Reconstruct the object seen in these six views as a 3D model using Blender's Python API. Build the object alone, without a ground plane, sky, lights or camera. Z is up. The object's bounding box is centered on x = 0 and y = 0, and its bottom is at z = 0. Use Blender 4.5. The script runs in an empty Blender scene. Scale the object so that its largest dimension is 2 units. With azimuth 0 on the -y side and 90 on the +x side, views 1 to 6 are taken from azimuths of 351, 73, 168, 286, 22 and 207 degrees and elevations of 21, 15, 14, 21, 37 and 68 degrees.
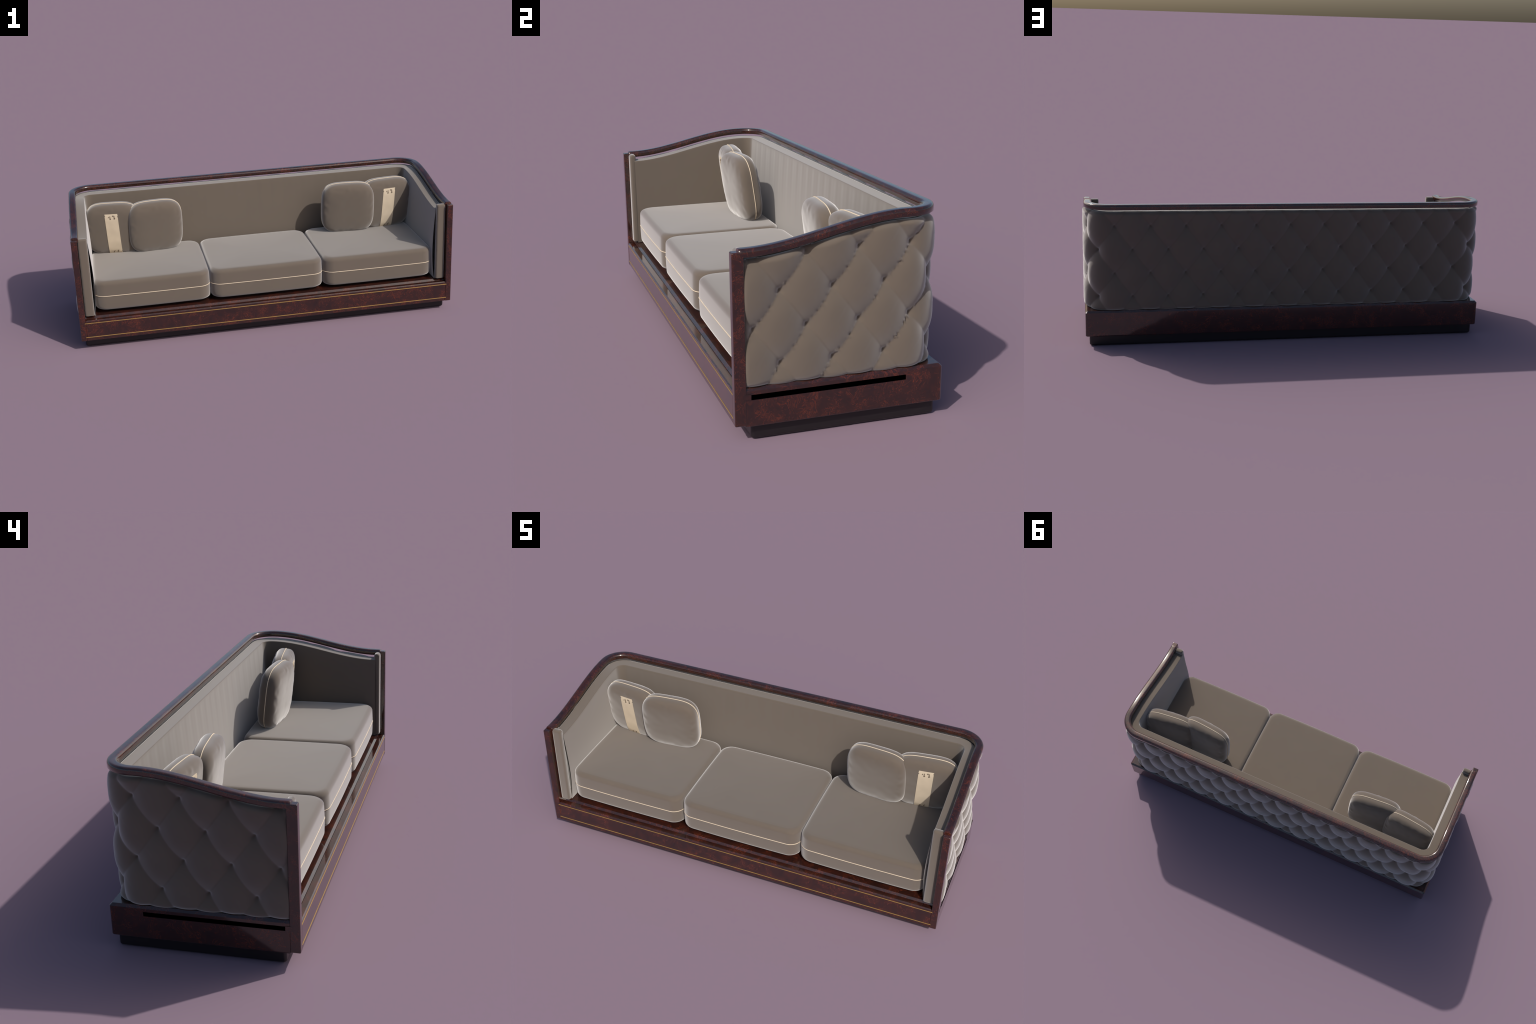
import bpy, math, random
from mathutils import Vector, Matrix, noise

random.seed(7)

# ------------------------------------------------------------------ materials
def new_mat(name):
    m = bpy.data.materials.new(name)
    m.use_nodes = True
    nt = m.node_tree
    b = nt.nodes["Principled BSDF"]
    return m, nt, b

def node(nt, kind, **kw):
    n = nt.nodes.new(kind)
    for k, v in kw.items():
        setattr(n, k, v)
    return n

def set_in(n, **kw):
    for k, v in kw.items():
        n.inputs[k.replace("_", " ")].default_value = v

def make_velvet():
    m, nt, b = new_mat("taupe_velvet")
    tc = node(nt, "ShaderNodeTexCoord")
    n1 = node(nt, "ShaderNodeTexNoise")
    set_in(n1, Scale=9.0, Detail=3.0, Roughness=0.5)
    ramp = node(nt, "ShaderNodeValToRGB")
    ramp.color_ramp.elements[0].position = 0.3
    ramp.color_ramp.elements[0].color = VELVET_A
    ramp.color_ramp.elements[1].position = 0.7
    ramp.color_ramp.elements[1].color = VELVET_B
    nt.links.new(tc.outputs["Object"], n1.inputs["Vector"])
    nt.links.new(n1.outputs["Fac"], ramp.inputs["Fac"])
    nt.links.new(ramp.outputs["Color"], b.inputs["Base Color"])
    # pile grain
    n2 = node(nt, "ShaderNodeTexNoise")
    set_in(n2, Scale=700.0, Detail=2.0)
    bump = node(nt, "ShaderNodeBump")
    set_in(bump, Strength=0.05, Distance=0.001)
    nt.links.new(tc.outputs["Object"], n2.inputs["Vector"])
    nt.links.new(n2.outputs["Fac"], bump.inputs["Height"])
    nt.links.new(bump.outputs["Normal"], b.inputs["Normal"])
    set_in(b, Roughness=0.85, Sheen_Weight=SHEEN_W, Sheen_Roughness=SHEEN_R,
           Sheen_Tint=(1.0, 0.98, 0.97, 1.0))
    b.inputs["Specular IOR Level"].default_value = 0.1
    return m

def make_wood():
    m, nt, b = new_mat("burl_walnut_lacquer")
    tc = node(nt, "ShaderNodeTexCoord")
    # warp the coordinates so the figure swirls like burl
    warp = node(nt, "ShaderNodeTexNoise")
    set_in(warp, Scale=11.0, Detail=2.0)
    mixw = node(nt, "ShaderNodeMix", data_type='VECTOR')
    mixw.inputs["Factor"].default_value = 0.10
    nt.links.new(tc.outputs["Object"], warp.inputs["Vector"])
    nt.links.new(tc.outputs["Object"], mixw.inputs[4])
    nt.links.new(warp.outputs["Color"], mixw.inputs[5])
    fig = node(nt, "ShaderNodeTexNoise")
    set_in(fig, Scale=95.0, Detail=3.0, Roughness=0.55, Distortion=2.2)
    nt.links.new(mixw.outputs[1], fig.inputs["Vector"])
    blot = node(nt, "ShaderNodeTexNoise")
    set_in(blot, Scale=20.0, Detail=2.0)
    nt.links.new(mixw.outputs[1], blot.inputs["Vector"])
    mul = node(nt, "ShaderNodeMath", operation='MULTIPLY_ADD')
    mul.inputs[1].default_value = 0.40
    nt.links.new(blot.outputs["Fac"], mul.inputs[0])
    half = node(nt, "ShaderNodeMath", operation='MULTIPLY')
    half.inputs[1].default_value = 0.70
    nt.links.new(fig.outputs["Fac"], half.inputs[0])
    nt.links.new(half.outputs[0], mul.inputs[2])
    ramp = node(nt, "ShaderNodeValToRGB")
    cr = ramp.color_ramp
    cr.elements[0].position = 0.43
    cr.elements[0].color = (0.016, 0.0062, 0.0050, 1)
    cr.elements[1].position = 0.74
    cr.elements[1].color = (0.105, 0.022, 0.009, 1)
    e = cr.elements.new(0.55)
    e.color = (0.028, 0.0085, 0.0058, 1)
    e = cr.elements.new(0.63)
    e.color = (0.055, 0.0130, 0.0068, 1)
    nt.links.new(mul.outputs[0], ramp.inputs["Fac"])
    nt.links.new(ramp.outputs["Color"], b.inputs["Base Color"])
    set_in(b, Roughness=0.14, Coat_Weight=0.8, Coat_Roughness=0.04)
    return m

def make_plain(name, col, rough, metal=0.0, spec=0.5):
    m, nt, b = new_mat(name)
    tc = node(nt, "ShaderNodeTexCoord")
    n1 = node(nt, "ShaderNodeTexNoise")
    set_in(n1, Scale=25.0, Detail=3.0)
    ramp = node(nt, "ShaderNodeValToRGB")
    ramp.color_ramp.elements[0].color = (col[0]*0.92, col[1]*0.92, col[2]*0.92, 1)
    ramp.color_ramp.elements[1].color = (col[0]*1.08, col[1]*1.08, col[2]*1.08, 1)
    nt.links.new(tc.outputs["Object"], n1.inputs["Vector"])
    nt.links.new(n1.outputs["Fac"], ramp.inputs["Fac"])
    nt.links.new(ramp.outputs["Color"], b.inputs["Base Color"])
    set_in(b, Roughness=rough, Metallic=metal)
    b.inputs["Specular IOR Level"].default_value = spec
    return m

VELVET_A = (0.115, 0.0915, 0.0715, 1)
VELVET_B = (0.119, 0.0945, 0.0740, 1)
SHEEN_W, SHEEN_R = 1.0, 0.485
VELVET = make_velvet()
WOOD = make_wood()
PLINTH = make_plain("black_stained_wood", (0.012, 0.010, 0.011), 0.30)
GOLD = make_plain("brass_inlay", (0.50, 0.32, 0.105), 0.42, 0.6)
CREAM = make_plain("cream_piping", (0.62, 0.52, 0.39), 0.8, 0.0, 0.15)
BLACK = make_plain("strip_black", (0.0, 0.0, 0.0), 1.0, 0.0, 0.0)
TAUPE = make_plain("taupe_thread", (0.15, 0.115, 0.085), 0.9, 0.0, 0.1)

# ------------------------------------------------------------------ helpers
def make_obj(name, verts, faces, mat, parent=None, smooth=True, angle=None):
    me = bpy.data.meshes.new(name)
    me.from_pydata([tuple(v) for v in verts], [], faces)
    me.validate()
    me.update()
    me.materials.append(mat)
    if smooth:
        me.polygons.foreach_set("use_smooth", [True]*len(me.polygons))
        if angle:
            me.set_sharp_from_angle(angle=math.radians(angle))
    ob = bpy.data.objects.new(name, me)
    bpy.context.scene.collection.objects.link(ob)
    if parent:
        ob.parent = parent
    return ob

def grid_faces(nu, nv, close_u=False, close_v=False, flip=False):
    """faces of a nu x nv vertex grid, index = u*nv + v"""
    f = []
    for u in range(nu if close_u else nu-1):
        u2 = (u+1) % nu
        for v in range(nv if close_v else nv-1):
            v2 = (v+1) % nv
            q = (u*nv+v, u2*nv+v, u2*nv+v2, u*nv+v2)
            f.append(q[::-1] if flip else q)
    return f

def rounded_rect(hx, y0, y1, r, ncorner=10, nside=14, bow=0.0):
    """counter-clockwise plan outline, optional outward bow of the sides"""
    hy = (y1-y0)/2
    cy = (y0+y1)/2
    r = min(r, hx*0.999, hy*0.999)
    pts = []
    corners = [(hx-r, -hy+r, -90), (hx-r, hy-r, 0), (-hx+r, hy-r, 90), (-hx+r, -hy+r, 180)]
    for i, (cx, cyy, a0) in enumerate(corners):
        for k in range(ncorner+1):
            a = math.radians(a0 + 90.0*k/ncorner)
            pts.append((cx+r*math.cos(a), cyy+r*math.sin(a)))
        a = math.radians(a0+90)
        p = (cx+r*math.cos(a), cyy+r*math.sin(a))
        nx, ny, na = corners[(i+1) % 4]
        b = math.radians(na)
        q = (nx+r*math.cos(b), ny+r*math.sin(b))
        for k in range(1, nside):
            t = k/nside
            x = p[0]+(q[0]-p[0])*t
            y = p[1]+(q[1]-p[1])*t
            pts.append((x, y))
    out = []
    for x, y in pts:
        bx = x + math.copysign(bow*max(0, 1-(y/hy)**2), x) * (abs(x)/hx)**3
        by = y + math.copysign(bow*max(0, 1-(x/hx)**2), y) * (abs(y)/hy)**3
        out.append((bx, by+cy))
    return out

def ring_loft(name, rings, mat, parent, angle=None, caps=(True, True)):
    """skin a stack of closed rings of equal length"""
    n = len(rings[0])
    verts, faces = [], []
    for r in rings:
        verts += r
    for j in range(len(rings)-1):
        for i in range(n):
            i2 = (i+1) % n
            faces.append((j*n+i, j*n+i2, (j+1)*n+i2, (j+1)*n+i))
    if caps[0]:
        faces.append(tuple(range(n))[::-1])
    if caps[1]:
        faces.append(tuple(range((len(rings)-1)*n, len(rings)*n)))
    return make_obj(name, verts, faces, mat, parent, True, angle)

def slab(name, hx, y0, y1, z0, z1, mat, parent, rc=0.006, rb=0.004, rt=0.004,
         seg=4, chamfer_top=False, cx=0.0, angle=40):
    """box with rounded plan corners, rounded bottom and rounded/chamfered top"""
    prof = []
    for k in range(seg+1):
        a = math.pi/2*k/seg
        prof.append((rb*(1-math.sin(a)), z0+rb*(1-math.cos(a))))
    if chamfer_top:
        prof += [(0.0, z1-rt), (rt, z1)]
    else:
        for k in range(seg+1):
            a = math.pi/2*k/seg
            prof.append((rt*(1-math.cos(a)), z1-rt+rt*math.sin(a)))
    rings = []
    for ins, z in prof:
        o = rounded_rect(hx-ins, y0+ins, y1-ins, max(rc-ins*0.5, 0.001), 5, 2)
        rings.append([(x+cx, y, z) for x, y in o])
    ob = ring_loft(name, rings, mat, parent, angle)
    wn = ob.modifiers.new("face_weighted_normals", "WEIGHTED_NORMAL")
    wn.keep_sharp = True
    wn.weight = 100
    return ob

def tube(name, pts, rad, mat, parent, closed=True, n=8):
    verts = []
    m = len(pts)
    for i in range(m):
        p = Vector(pts[i])
        a = Vector(pts[(i-1) % m]) if (closed or i > 0) else p
        b = Vector(pts[(i+1) % m]) if (closed or i < m-1) else p
        t = (b-a).normalized()
        ref = Vector((0, 0, 1)) if abs(t.z) < 0.9 else Vector((0, 1, 0))
        u = t.cross(ref).normalized()
        w = u.cross(t)
        for k in range(n):
            an = 2*math.pi*k/n
            verts.append(p + u*(rad*math.cos(an)) + w*(rad*math.sin(an)))
    return make_obj(name, verts, grid_faces(m, n, closed, True), mat, parent)

# ------------------------------------------------------------------ the U-shaped shell path
PX, PY, PR = 0.912, 0.260, 0.040          # inner upholstery line: arm x, back y, corner radius
FRONT = -0.309

def shell_path(d, step, y_front):
    """points (pos, outward normal) along the U at offset d outside the inner line,
       from the +x arm front round the back to the -x arm front; s measured from back centre"""
    X, Y, R = PX+d, PY+d, PR+d
    arm = (Y-R) - y_front
    arc = math.pi/2*R
    back = 2*(X-R)
    L = 2*arm + 2*arc + back
    n = max(8, int(round(L/step)))
    res = []
    for i in range(n+1):
        t = L*i/n
        s = t - L/2
        if t < arm:
            res.append((Vector((X, y_front+t, 0)), Vector((1, 0, 0)), s))
        elif t < arm+arc:
            a = (t-arm)/R
            nv = Vector((math.cos(a), math.sin(a), 0))
            res.append((Vector((X-R, Y-R, 0))+nv*R, nv, s))
        elif t < arm+arc+back:
            res.append((Vector((X-R-(t-arm-arc), Y, 0)), Vector((0, 1, 0)), s))
        elif t < arm+2*arc+back:
            a = math.pi/2+(t-arm-arc-back)/R
            nv = Vector((math.cos(a), math.sin(a), 0))
            res.append((Vector((-(X-R), Y-R, 0))+nv*R, nv, s))
        else:
            res.append((Vector((-X, Y-R-(t-arm-2*arc-back), 0)), Vector((-1, 0, 0)), s))
    return res

def rail_top(y):
    t = min(1.0, max(0.0, (y+0.305)/0.52))
    return 0.611 + 0.081*t*t*(3-2*t)

# ------------------------------------------------------------------ root
sofa = bpy.data.objects.new("sofa", None)
bpy.context.scene.collection.objects.link(sofa)
sofa["label"] = "three seat taupe velvet sofa with tufted outside and dark burl frame"
sofa["category"] = "sofa"

# ------------------------------------------------------------------ base
slab("plinth", 0.974, -0.291, 0.327, 0.0, 0.0575, PLINTH, sofa, rc=0.012, rb=0.008, rt=0.003)
base = slab("base", 0.9925, -0.318, 0.344, 0.049, 0.176, WOOD, sofa, rc=0.010, rb=0.006, rt=0.009, chamfer_top=True)
fpanel = slab("front_panel", 0.9632, -0.3461, -0.3165, 0.0565, 0.168, WOOD, sofa, rc=0.002, rb=0.002, rt=0.004, chamfer_top=True)
for z in (0.1528, 0.0756):
    slab("inlay_strip", 0.969, -0.3474, -0.340, z-0.0017, z+0.0017, GOLD, fpanel, rc=0.0008, rb=0.0006, rt=0.0006, seg=2)
for sx in (1, -1):
    slab("side_black_strip", 0.0012, -0.2945, 0.216, 0.1380, 0.1545, BLACK, base, rc=0.0004, rb=0.0002, rt=0.0002, seg=1, cx=sx*0.9921)  # thin flat black strip, slightly proud of the base side
    slab("side_batten", 0.0020, -0.3195, -0.2947, 0.1405, 0.1570, WOOD, base, rc=0.0008, rb=0.0006, rt=0.001, seg=2, cx=sx*0.9930)

# ------------------------------------------------------------------ posts
for sx in (1, -1):
    slab("post", 0.0155, -0.3468, -0.309, 0.0555, 0.6025, WOOD, sofa, rc=0.004, rb=0.003, rt=0.004, cx=sx*0.9785)

# ------------------------------------------------------------------ top rail
def build_rail():
    d = 0.0625
    w, h, r = 0.0192, 0.0258, 0.0115
    sec = [(-w+0.002, -h), (w-0.002, -h), (w, -h+0.002)]
    for k in range(9):
        a = math.pi/2*k/8
        sec.append((w-r+r*math.cos(a), -r+r*math.sin(a)))
    for k in range(9):
        a = math.pi/2*(1+k/8)
        sec.append((-w+r+r*math.cos(a), -r+r*math.sin(a)))
    sec.append((-w, -h+0.002))
    path = shell_path(d, 0.008, -0.3235)
    verts = []
    n = len(sec)
    m = len(path)
    ends = [(0.0, 0.80), (0.0025, 0.95), (0.006, 1.0)]
    rows = []
    for i, (p, nv, s) in enumerate(path):
        rows.append((p, nv, 1.0))
    # round the two cut ends a little
    out = []
    for i, (p, nv, f) in enumerate(rows):
        dist = min(i, m-1-i)
        out.append((p, nv, 0.86 if dist == 0 else 1.0))
        if i == 0:
            out.append((p+Vector((0, 0.003, 0)), nv, 0.97))
        if i == m-2:
            q = rows[-1][0]
            out.append((q+Vector((0, 0.003, 0)), rows[-1][1], 0.97))
    for p, nv, f in out:
        zt = rail_top(p.y)
        for a, b in sec:
            verts.append(p + nv*(a*f) + Vector((0, 0, zt - h/2 + (b+h/2)*f)))
    faces = grid_faces(len(out), n, False, True)
    faces.append(tuple(range(n)))
    faces.append(tuple(range((len(out)-1)*n, len(out)*n))[::-1])
    return make_obj("top_rail", verts, faces, WOOD, sofa, True, 50)
build_rail()

# ------------------------------------------------------------------ inner upholstery lining
GAP, DROP = 0.0360, 0.0025
def build_lining():
    cols = []
    nb = 40
    path0 = shell_path(0.0, 0.010, -0.3060)
    m = len(path0)
    verts = []
    for p, nv, s in path0:
        ztop = rail_top(p.y) - GAP
        z0 = 0.179
        col = []
        for k in range(nb):
            t = k/(nb-1)
            z = z0 + (ztop-DROP-0.003-z0)*t
            bulge = 0.0125*math.sin(math.pi*t**0.8)
            fade = max(0.0, (t-0.45)/0.55) * min(1.0, max(0.0, (0.84-abs(s))/0.05))
            ripple = 0.00045*fade*(math.sin(s*2*math.pi/0.085 + 1.6*math.sin(s*7)) + 0.5*math.sin(s*2*math.pi/0.037+2.0*math.sin(s*5)))*0.8
            if t < 0.02 or t > 0.98:
                ripple = 0
            col.append((-bulge+ripple, z))
        for k in range(1, 5):
            a = math.pi/2*k/4
            col.append((0.003*(1-math.cos(a)), ztop-DROP-0.003+0.003*math.sin(a)))
        col.append((0.0042, ztop-DROP+0.0001))
        col.append((0.0080, ztop-DROP+0.0003))
        col.append((0.026, ztop-0.45*DROP))
        col.append((0.0440, ztop-0.1*DROP))
        col.append((0.0480, ztop))
        col.append((0.0500, ztop-0.003))
        col.append((0.050, z0))
        cols.append(col)
    n = len(cols[0])
    for (p, nv, s), col in zip(path0, cols):
        # offset along the normal keeps the rounded corner rounded
        for d, z in col:
            verts.append(p + nv*d + Vector((0, 0, z)))
    faces = grid_faces(m, n, False, True, flip=True)
    return make_obj("inner_lining", verts, faces, VELVET, sofa, True, 60)
build_lining()

# upright padded strips beside the posts
for sx in (1, -1):
    rings = []
    prof = []
    for k in range(5):
        a = math.pi/2*k/4
        prof.append((0.005*(1-math.sin(a)), 0.183+0.005*(1-math.cos(a))))
    for k in range(9):
        a = math.pi/2*k/8
        prof.append((0.012*(1-math.cos(a)), 0.601-0.012+0.012*math.sin(a)))
    for ins, z in prof:
        o = rounded_rect(0.0232-ins*0.55, -0.3265+ins, -0.2985-ins, 0.010-ins*0.3, 6, 3)
        rings.append([(x+sx*0.9370, y, z) for x, y in o])
    ring_loft("arm_front_pad", rings, VELVET, sofa, 60)

# ------------------------------------------------------------------ tufted outside
TP, TZ, Z0 = 0.1703, 0.115, 0.585           # button spacing along, row spacing, top row height
DB = 0.063                                   # offset of the button line
DC = 0.0875                                   # offset of the crests
def tuft(s, z):
    a = s/TP + (z-Z0)/(2*TZ)
    b = s/TP - (z-Z0)/(2*TZ)
    fa, fb = abs(math.sin(math.pi*a)), abs(math.sin(math.pi*b))
    seam = 0.5*((1-fa)**1.45 + (1-fb)**1.45)
    # button pit
    da, db = a-round(a), b-round(b)
    ds, dz = (da+db)*TP/2, (da-db)*TZ
    r = math.sqrt(ds*ds+dz*dz)
    pit = math.exp(-(r/0.010)**2)
    big = math.exp(-(r/0.045)**2)
    # small gathers that cross the seams running up to the right
    if s > 0:
        a, b, da, db = b, a, db, da
    ph = math.floor(b)*1.7 + a*5.1
    g = (0.25+1.0*noise.noise(Vector((a*6.3, math.floor(b+0.5)*3.1, 0.7)))**2*6.0) * math.exp(-(db*TP/0.007)**2) * math.sin(a*2*math.pi*8 + math.sin(a*11+ph)) * min(1, abs(math.sin(math.pi*a))*2.5)
    return 0.0255*seam + 0.0075*pit + 0.006*big - 0.0021*g*min(1.0, max(0.0, (-s-0.93)/0.08))

def build_tufts():
    path = shell_path(DB, 0.0042, FRONT-0.0035)
    m = len(path)
    zb = 0.1730
    verts = []
    nz = 124
    L = path[-1][2]-path[0][2]
    for i, (p, nv, s) in enumerate(path):
        ztop = rail_top(p.y) - GAP
        e_end = min(s-path[0][2], path[-1][2]-s)
        for k in range(nz):
            z = zb + (ztop-zb)*k/(nz-1)
            dep = tuft(s, z)
            # pull the cover in along its borders
            def curl(d, r):
                if d >= r:
                    return 0.0
                q = 1-d/r
                return r*(1-math.sqrt(max(0, 1-q*q)))
            c = curl(z-zb, 0.022) + curl(ztop-0.002-z, 0.016) + 0.5*curl(e_end, 0.014)
            d = DC - dep - c
            verts.append(p + nv*(d-DB) + Vector((0, 0, z)))
        # turn over the top and bottom
        verts.append(p + nv*(0.0530-DB) + Vector((0, 0, ztop-0.0010)))
    n = nz+1
    faces = grid_faces(m, n, flip=False)
    ob = make_obj("tufted_cover", verts, faces, VELVET, sofa, True)
    return ob
tufted = build_tufts()

# buttons
def button_mesh():
    rings = []
    for rr, h in ((0.0042, -0.002), (0.0046, 0.0), (0.0038, 0.0014), (0.0022, 0.0021), (0.0006, 0.0023)):
        rings.append([(rr*math.cos(2*math.pi*k/16), rr*math.sin(2*math.pi*k/16), h) for k in range(16)])
    return rings
bt_proto = None
bpath = shell_path(DB, 0.002, FRONT)
def path_at(s):
    best = min(bpath, key=lambda q: abs(q[2]-s))
    return best
smax = bpath[-1][2]
for row in range(4):
    z = Z0 - TZ*row
    k = -12
    while k <= 12:
        s = (k + (0.5 if row % 2 else 0.0))*TP
        k += 1
        if abs(s) > smax-0.02:
            continue
        p, nv, _ = path_at(s)
        if z > rail_top(p.y) - GAP - 0.02:
            continue
        if bt_proto is None:
            bt_proto = ring_loft("button", button_mesh(), VELVET, tufted)
            ob = bt_proto
        else:
            ob = bt_proto.copy()
            bpy.context.scene.collection.objects.link(ob)
        ob.parent = tufted
        zax = nv
        yax = Vector((0, 0, 1))
        xax = yax.cross(zax)
        depth = DC - tuft(s, z) - DB
        M = Matrix((xax, yax, zax)).transposed().to_4x4()
        M.translation = p + nv*(depth-0.0002) + Vector((0, 0, z))
        ob.matrix_local = M

# ------------------------------------------------------------------ seat cushions
def build_cushion(cx):
    hx, y0, y1, z0, z1 = 0.2990, -0.3000, 0.2190, 0.1935, 0.3515
    rings = []
    prof = []          # (inset, z)
    rb, rt = 0.020, 0.023
    prof.append((0.20, z0))
    prof.append((rb*1.6, z0))
    for k in range(7):
        a = math.pi/2*k/6
        prof.append((rb*(1-math.sin(a)), z0+rb*(1-math.cos(a))))
    for k in range(1, 8):
        t = k/8
        prof.append((-0.0015*math.sin(math.pi*t), z0+rb+(z1-rt-z0-rb)*t))
    for k in range(9):
        a = math.pi/2*k/8*0.97
        prof.append((rt*(1-math.cos(a)), z1-rt+rt*math.sin(a)))
    def ring(ins, z):
        o = rounded_rect(hx-ins, y0+ins, y1-ins, max(0.055-ins*0.25, 0.01), 10, 16, bow=0.0035)
        return [(x+cx, y, z) for x, y in o]
    for ins, z in prof:
        rings.append(ring(ins, z))
    last = prof[-1]
    for k in range(1, 15):
        t = k/14
        ins = last[0] + (0.250-last[0])*t
        z = last[1] + 0.0030*(1-(1-t)**2.0)
        rings.append(ring(ins, z))
    ob = ring_loft("seat_cushion", rings, VELVET, sofa)
    zp = 0.2735
    o = rounded_rect(hx+0.0016, y0-0.0016, y1+0.0016, 0.056, 10, 16, bow=0.0035)
    tube("piping", [(x+cx, y, zp) for x, y in o], 0.0017, CREAM, ob)
    return ob
for cx in (-0.6045, 0.0, 0.6045):
    build_cushion(cx)

# ------------------------------------------------------------------ throw pillows
PA, PB, PN, PM = 0.1485, 0.053, 3.8, 3.6
def pillow_wrinkle(x, z, side):
    rho = ((abs(x)/PA)**PN + (abs(z)/PA)**PN)**(1/PN)
    th = math.atan2(z, x)
    mask = math.exp(-((rho-0.86)/0.08)**2)
    w = noise.noise(Vector((math.cos(th)*5, math.sin(th)*5, rho*3.0 + side*7)))
    w2 = noise.noise(Vector((x*26, z*26, side*3.1)))
    return 0.0030*mask*w + 0.0008*w2*min(1.0, (1.02-rho)*4) if rho < 1.02 else 0.0

def pillow_depth(x, z):
    rho = ((abs(x)/PA)**PN + (abs(z)/PA)**PN)**(1/PN)
    rho = min(rho, 0.999)
    return PB*(1-rho**PM)**(1/PM) + pillow_wrinkle(x, z, 1)

def pillow_mesh():
    nt, npf = 176, 60
    verts, faces = [], []
    for j in range(1, npf):
        phi = -math.pi/2 + math.pi*j/npf
        c, s = math.cos(phi), math.sin(phi)
        rho = c**(2/PM)
        d = math.copysign(abs(s)**(2/PM), s)
        for i in range(nt):
            th = 2*math.pi*i/nt
            ct, st = math.cos(th), math.sin(th)
            k = (abs(ct)**PN + abs(st)**PN)**(-1/PN)
            x, z = PA*rho*k*ct, PA*rho*k*st
            side = 1 if d < 0 else 2
            wr = pillow_wrinkle(x, z, side)
            y = PB*d + (-wr if d < 0 else wr)*min(1, abs(d)*2.5)
            verts.append((x, y, z))
    n = nt
    for j in range(npf-2):
        for i in range(nt):
            i2 = (i+1) % nt
            faces.append((j*n+i, j*n+i2, (j+1)*n+i2, (j+1)*n+i))
    faces.append(tuple(range(n))[::-1])
    faces.append(tuple(range((npf-2)*n, (npf-1)*n)))
    return verts, faces

pv, pf = pillow_mesh()
proto = None
pip_proto = None

def surface_patch(name, outline_rows, lift, mat, parent):
    """thin cloth lying on the pillow front; rows of local (x, z) points"""
    nr, nc = len(outline_rows), len(outline_rows[0])
    verts = []
    for layer in (lift, lift-0.0012):
        for row in outline_rows:
            for x, z in row:
                verts.append((x, -(pillow_depth(x, z)+layer), z))
    f = grid_faces(nr, nc)
    off = nr*nc
    g = [tuple(off+i for i in q[::-1]) for q in f]
    side = []
    for r in range(nr-1):
        for c in (0, nc-1):
            a, b = r*nc+c, (r+1)*nc+c
            side.append((a, b, b+off, a+off) if c else (b, a, a+off, b+off))
    for c in range(nc-1):
        for r in (0, nr-1):
            a, b = r*nc+c, r*nc+c+1
            side.append((a, b, b+off, a+off) if not r else (b, a, a+off, b+off))
    return make_obj(name, verts, f+g+side, mat, parent, False)

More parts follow.
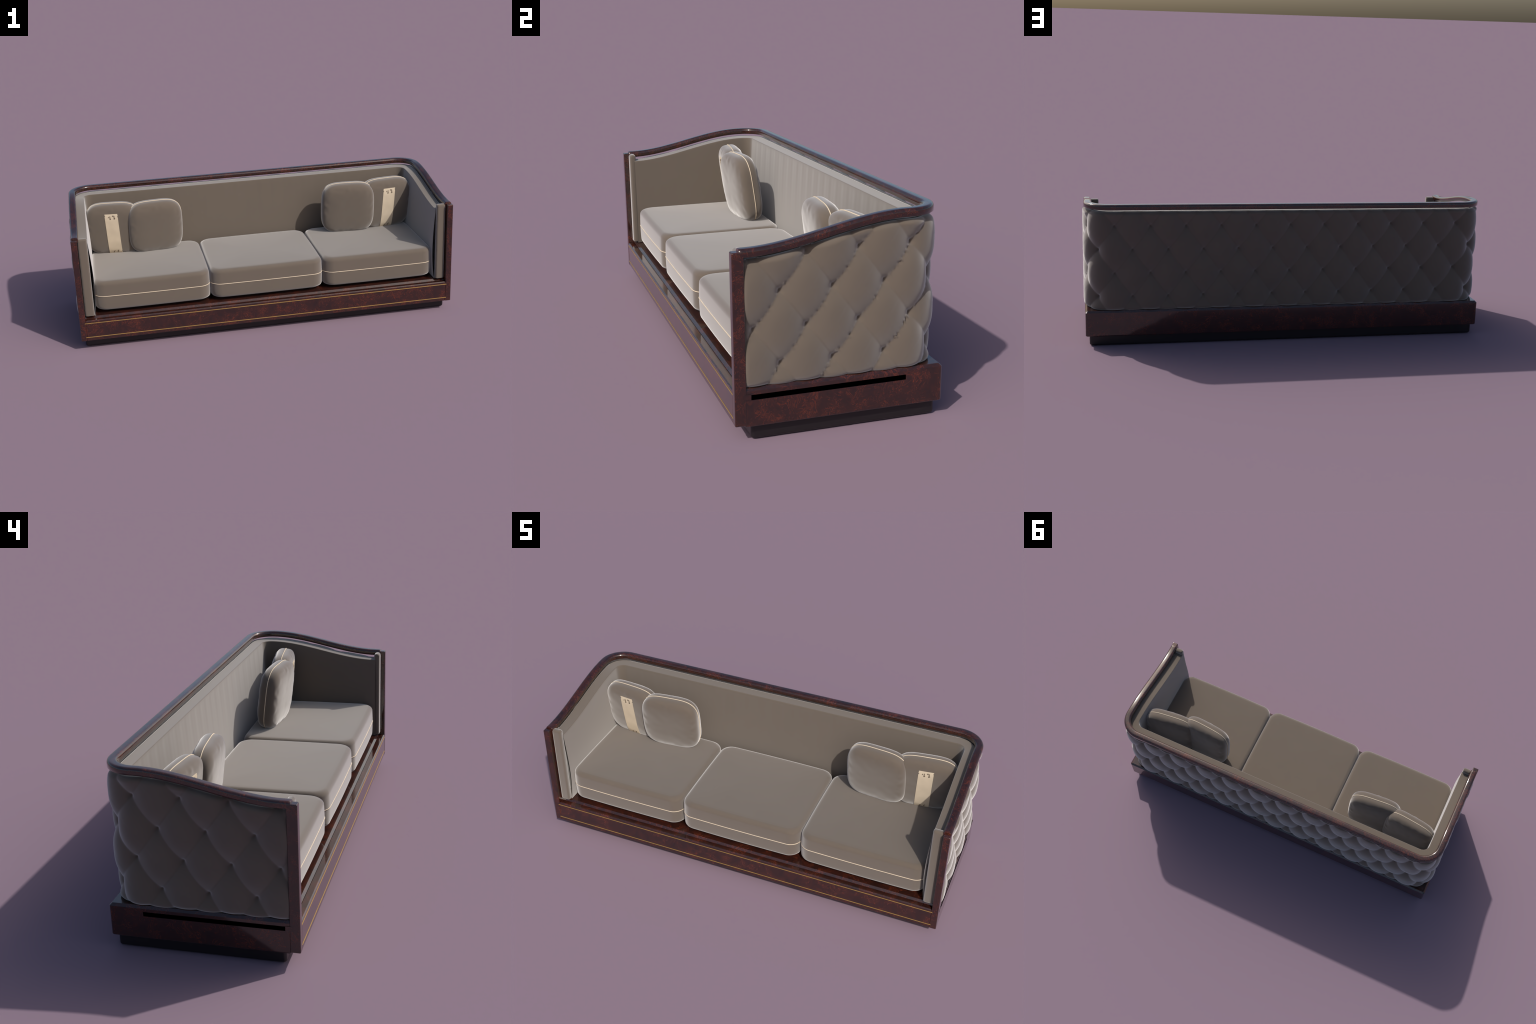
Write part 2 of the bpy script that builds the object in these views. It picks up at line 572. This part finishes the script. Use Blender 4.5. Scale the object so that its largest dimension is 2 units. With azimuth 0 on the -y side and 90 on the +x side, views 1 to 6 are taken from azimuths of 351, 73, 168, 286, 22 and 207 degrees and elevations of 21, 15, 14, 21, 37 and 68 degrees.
def band(parent, mirror):
    rows = []
    hw = 0.0350
    z0, z1 = -0.1330, 0.1060
    for k in range(61):
        t = k/60
        z = z0+(z1-z0)*t
        l, r = -hw, hw
        for zc, dep, wd in ((0.0900, 0.0050, 0.0035), (-0.1200, 0.0035, 0.003)):
            l += dep*max(0, 1-abs(z-zc)/wd)
        for zc, dep, wd in ((0.0985, 0.0045, 0.003),):
            r -= dep*max(0, 1-abs(z-zc)/wd)
        if t > 0.97:
            l += 0.001
        row = []
        for c in range(13):
            x = l+(r-l)*c/12
            row.append((x*mirror*1.0 + 0.006*mirror*(t-0.5)*1.0, z))
        rows.append(row if mirror > 0 else row[::-1])
    b = surface_patch("woven_band", rows, 0.0016, CREAM, parent)
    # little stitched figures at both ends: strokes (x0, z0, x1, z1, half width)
    strokes = [
        [(-0.017, 0.086, -0.0135, 0.0935, 0.0013)],
        [(-0.0075, 0.0800, -0.0070, 0.0955, 0.0014), (-0.0095, 0.0765, -0.0030, 0.0815, 0.0020)],
        [(0.0050, 0.0945, 0.0125, 0.0970, 0.0020)],
        [(0.0150, 0.0800, 0.0155, 0.0975, 0.0014), (0.0125, 0.0775, 0.0195, 0.0835, 0.0022)],
        [(-0.0100, -0.1300, -0.0075, -0.1180, 0.0012), (-0.0075, -0.1190, -0.0030, -0.1165, 0.0014)],
        [(0.0105, -0.1280, 0.0135, -0.1150, 0.0013), (0.0130, -0.1160, 0.0180, -0.1130, 0.0015)],
    ]
    for st in strokes:
        verts_rows = []
        for (xa, za, xb, zb, hw2) in st:
            dx, dz = xb-xa, zb-za
            l = math.hypot(dx, dz)
            nx, nz = -dz/l*hw2, dx/l*hw2
            rows2 = []
            for k in range(5):
                t = k/4
                cx, cz = xa+dx*t, za+dz*t
                wv = 1.0+0.6*math.sin(math.pi*t)
                r2 = [(cx+nx*wv, cz+nz*wv), (cx-nx*wv, cz-nz*wv)]
                r2 = [(x+0.006*mirror*(z/0.24), z) for x, z in r2]
                rows2.append(r2)
            surface_patch("stitched_figure", rows2, 0.0023, TAUPE, parent)

def place_pillow(loc, yaw, with_band, mirror):
    global proto, pip_proto
    ob = make_obj("throw_pillow", pv, pf, VELVET) if proto is None else proto.copy()
    if proto is None:
        proto = ob
    else:
        bpy.context.scene.collection.objects.link(ob)
    ob["label"] = "rounded square taupe velvet pillow with cream piping"
    ob["category"] = "pillow"
    ob.matrix_world = (Matrix.Translation(loc) @ Matrix.Rotation(math.radians(yaw), 4, 'Z')
                       @ Matrix.Rotation(math.radians(8.0), 4, 'X'))
    if pip_proto is None:
        pts = []
        for i in range(140):
            th = 2*math.pi*i/140
            ct, st = math.cos(th), math.sin(th)
            k = (abs(ct)**PN + abs(st)**PN)**(-1/PN)
            q = PA*0.9995*k+0.0004
            pts.append((q*ct, 0.002, q*st))
        pip_proto = tube("piping", pts, 0.0019, CREAM, ob)
    else:
        c = pip_proto.copy()
        bpy.context.scene.collection.objects.link(c)
        c.parent = ob
    if with_band:
        band(ob, mirror)
    return ob

for m in (1, -1):
    place_pillow(Vector((m*0.543, 0.110, 0.4920)), -m*5.0, False, m)
    place_pillow(Vector((m*0.768, 0.140, 0.4905)), m*6.5, True, m)
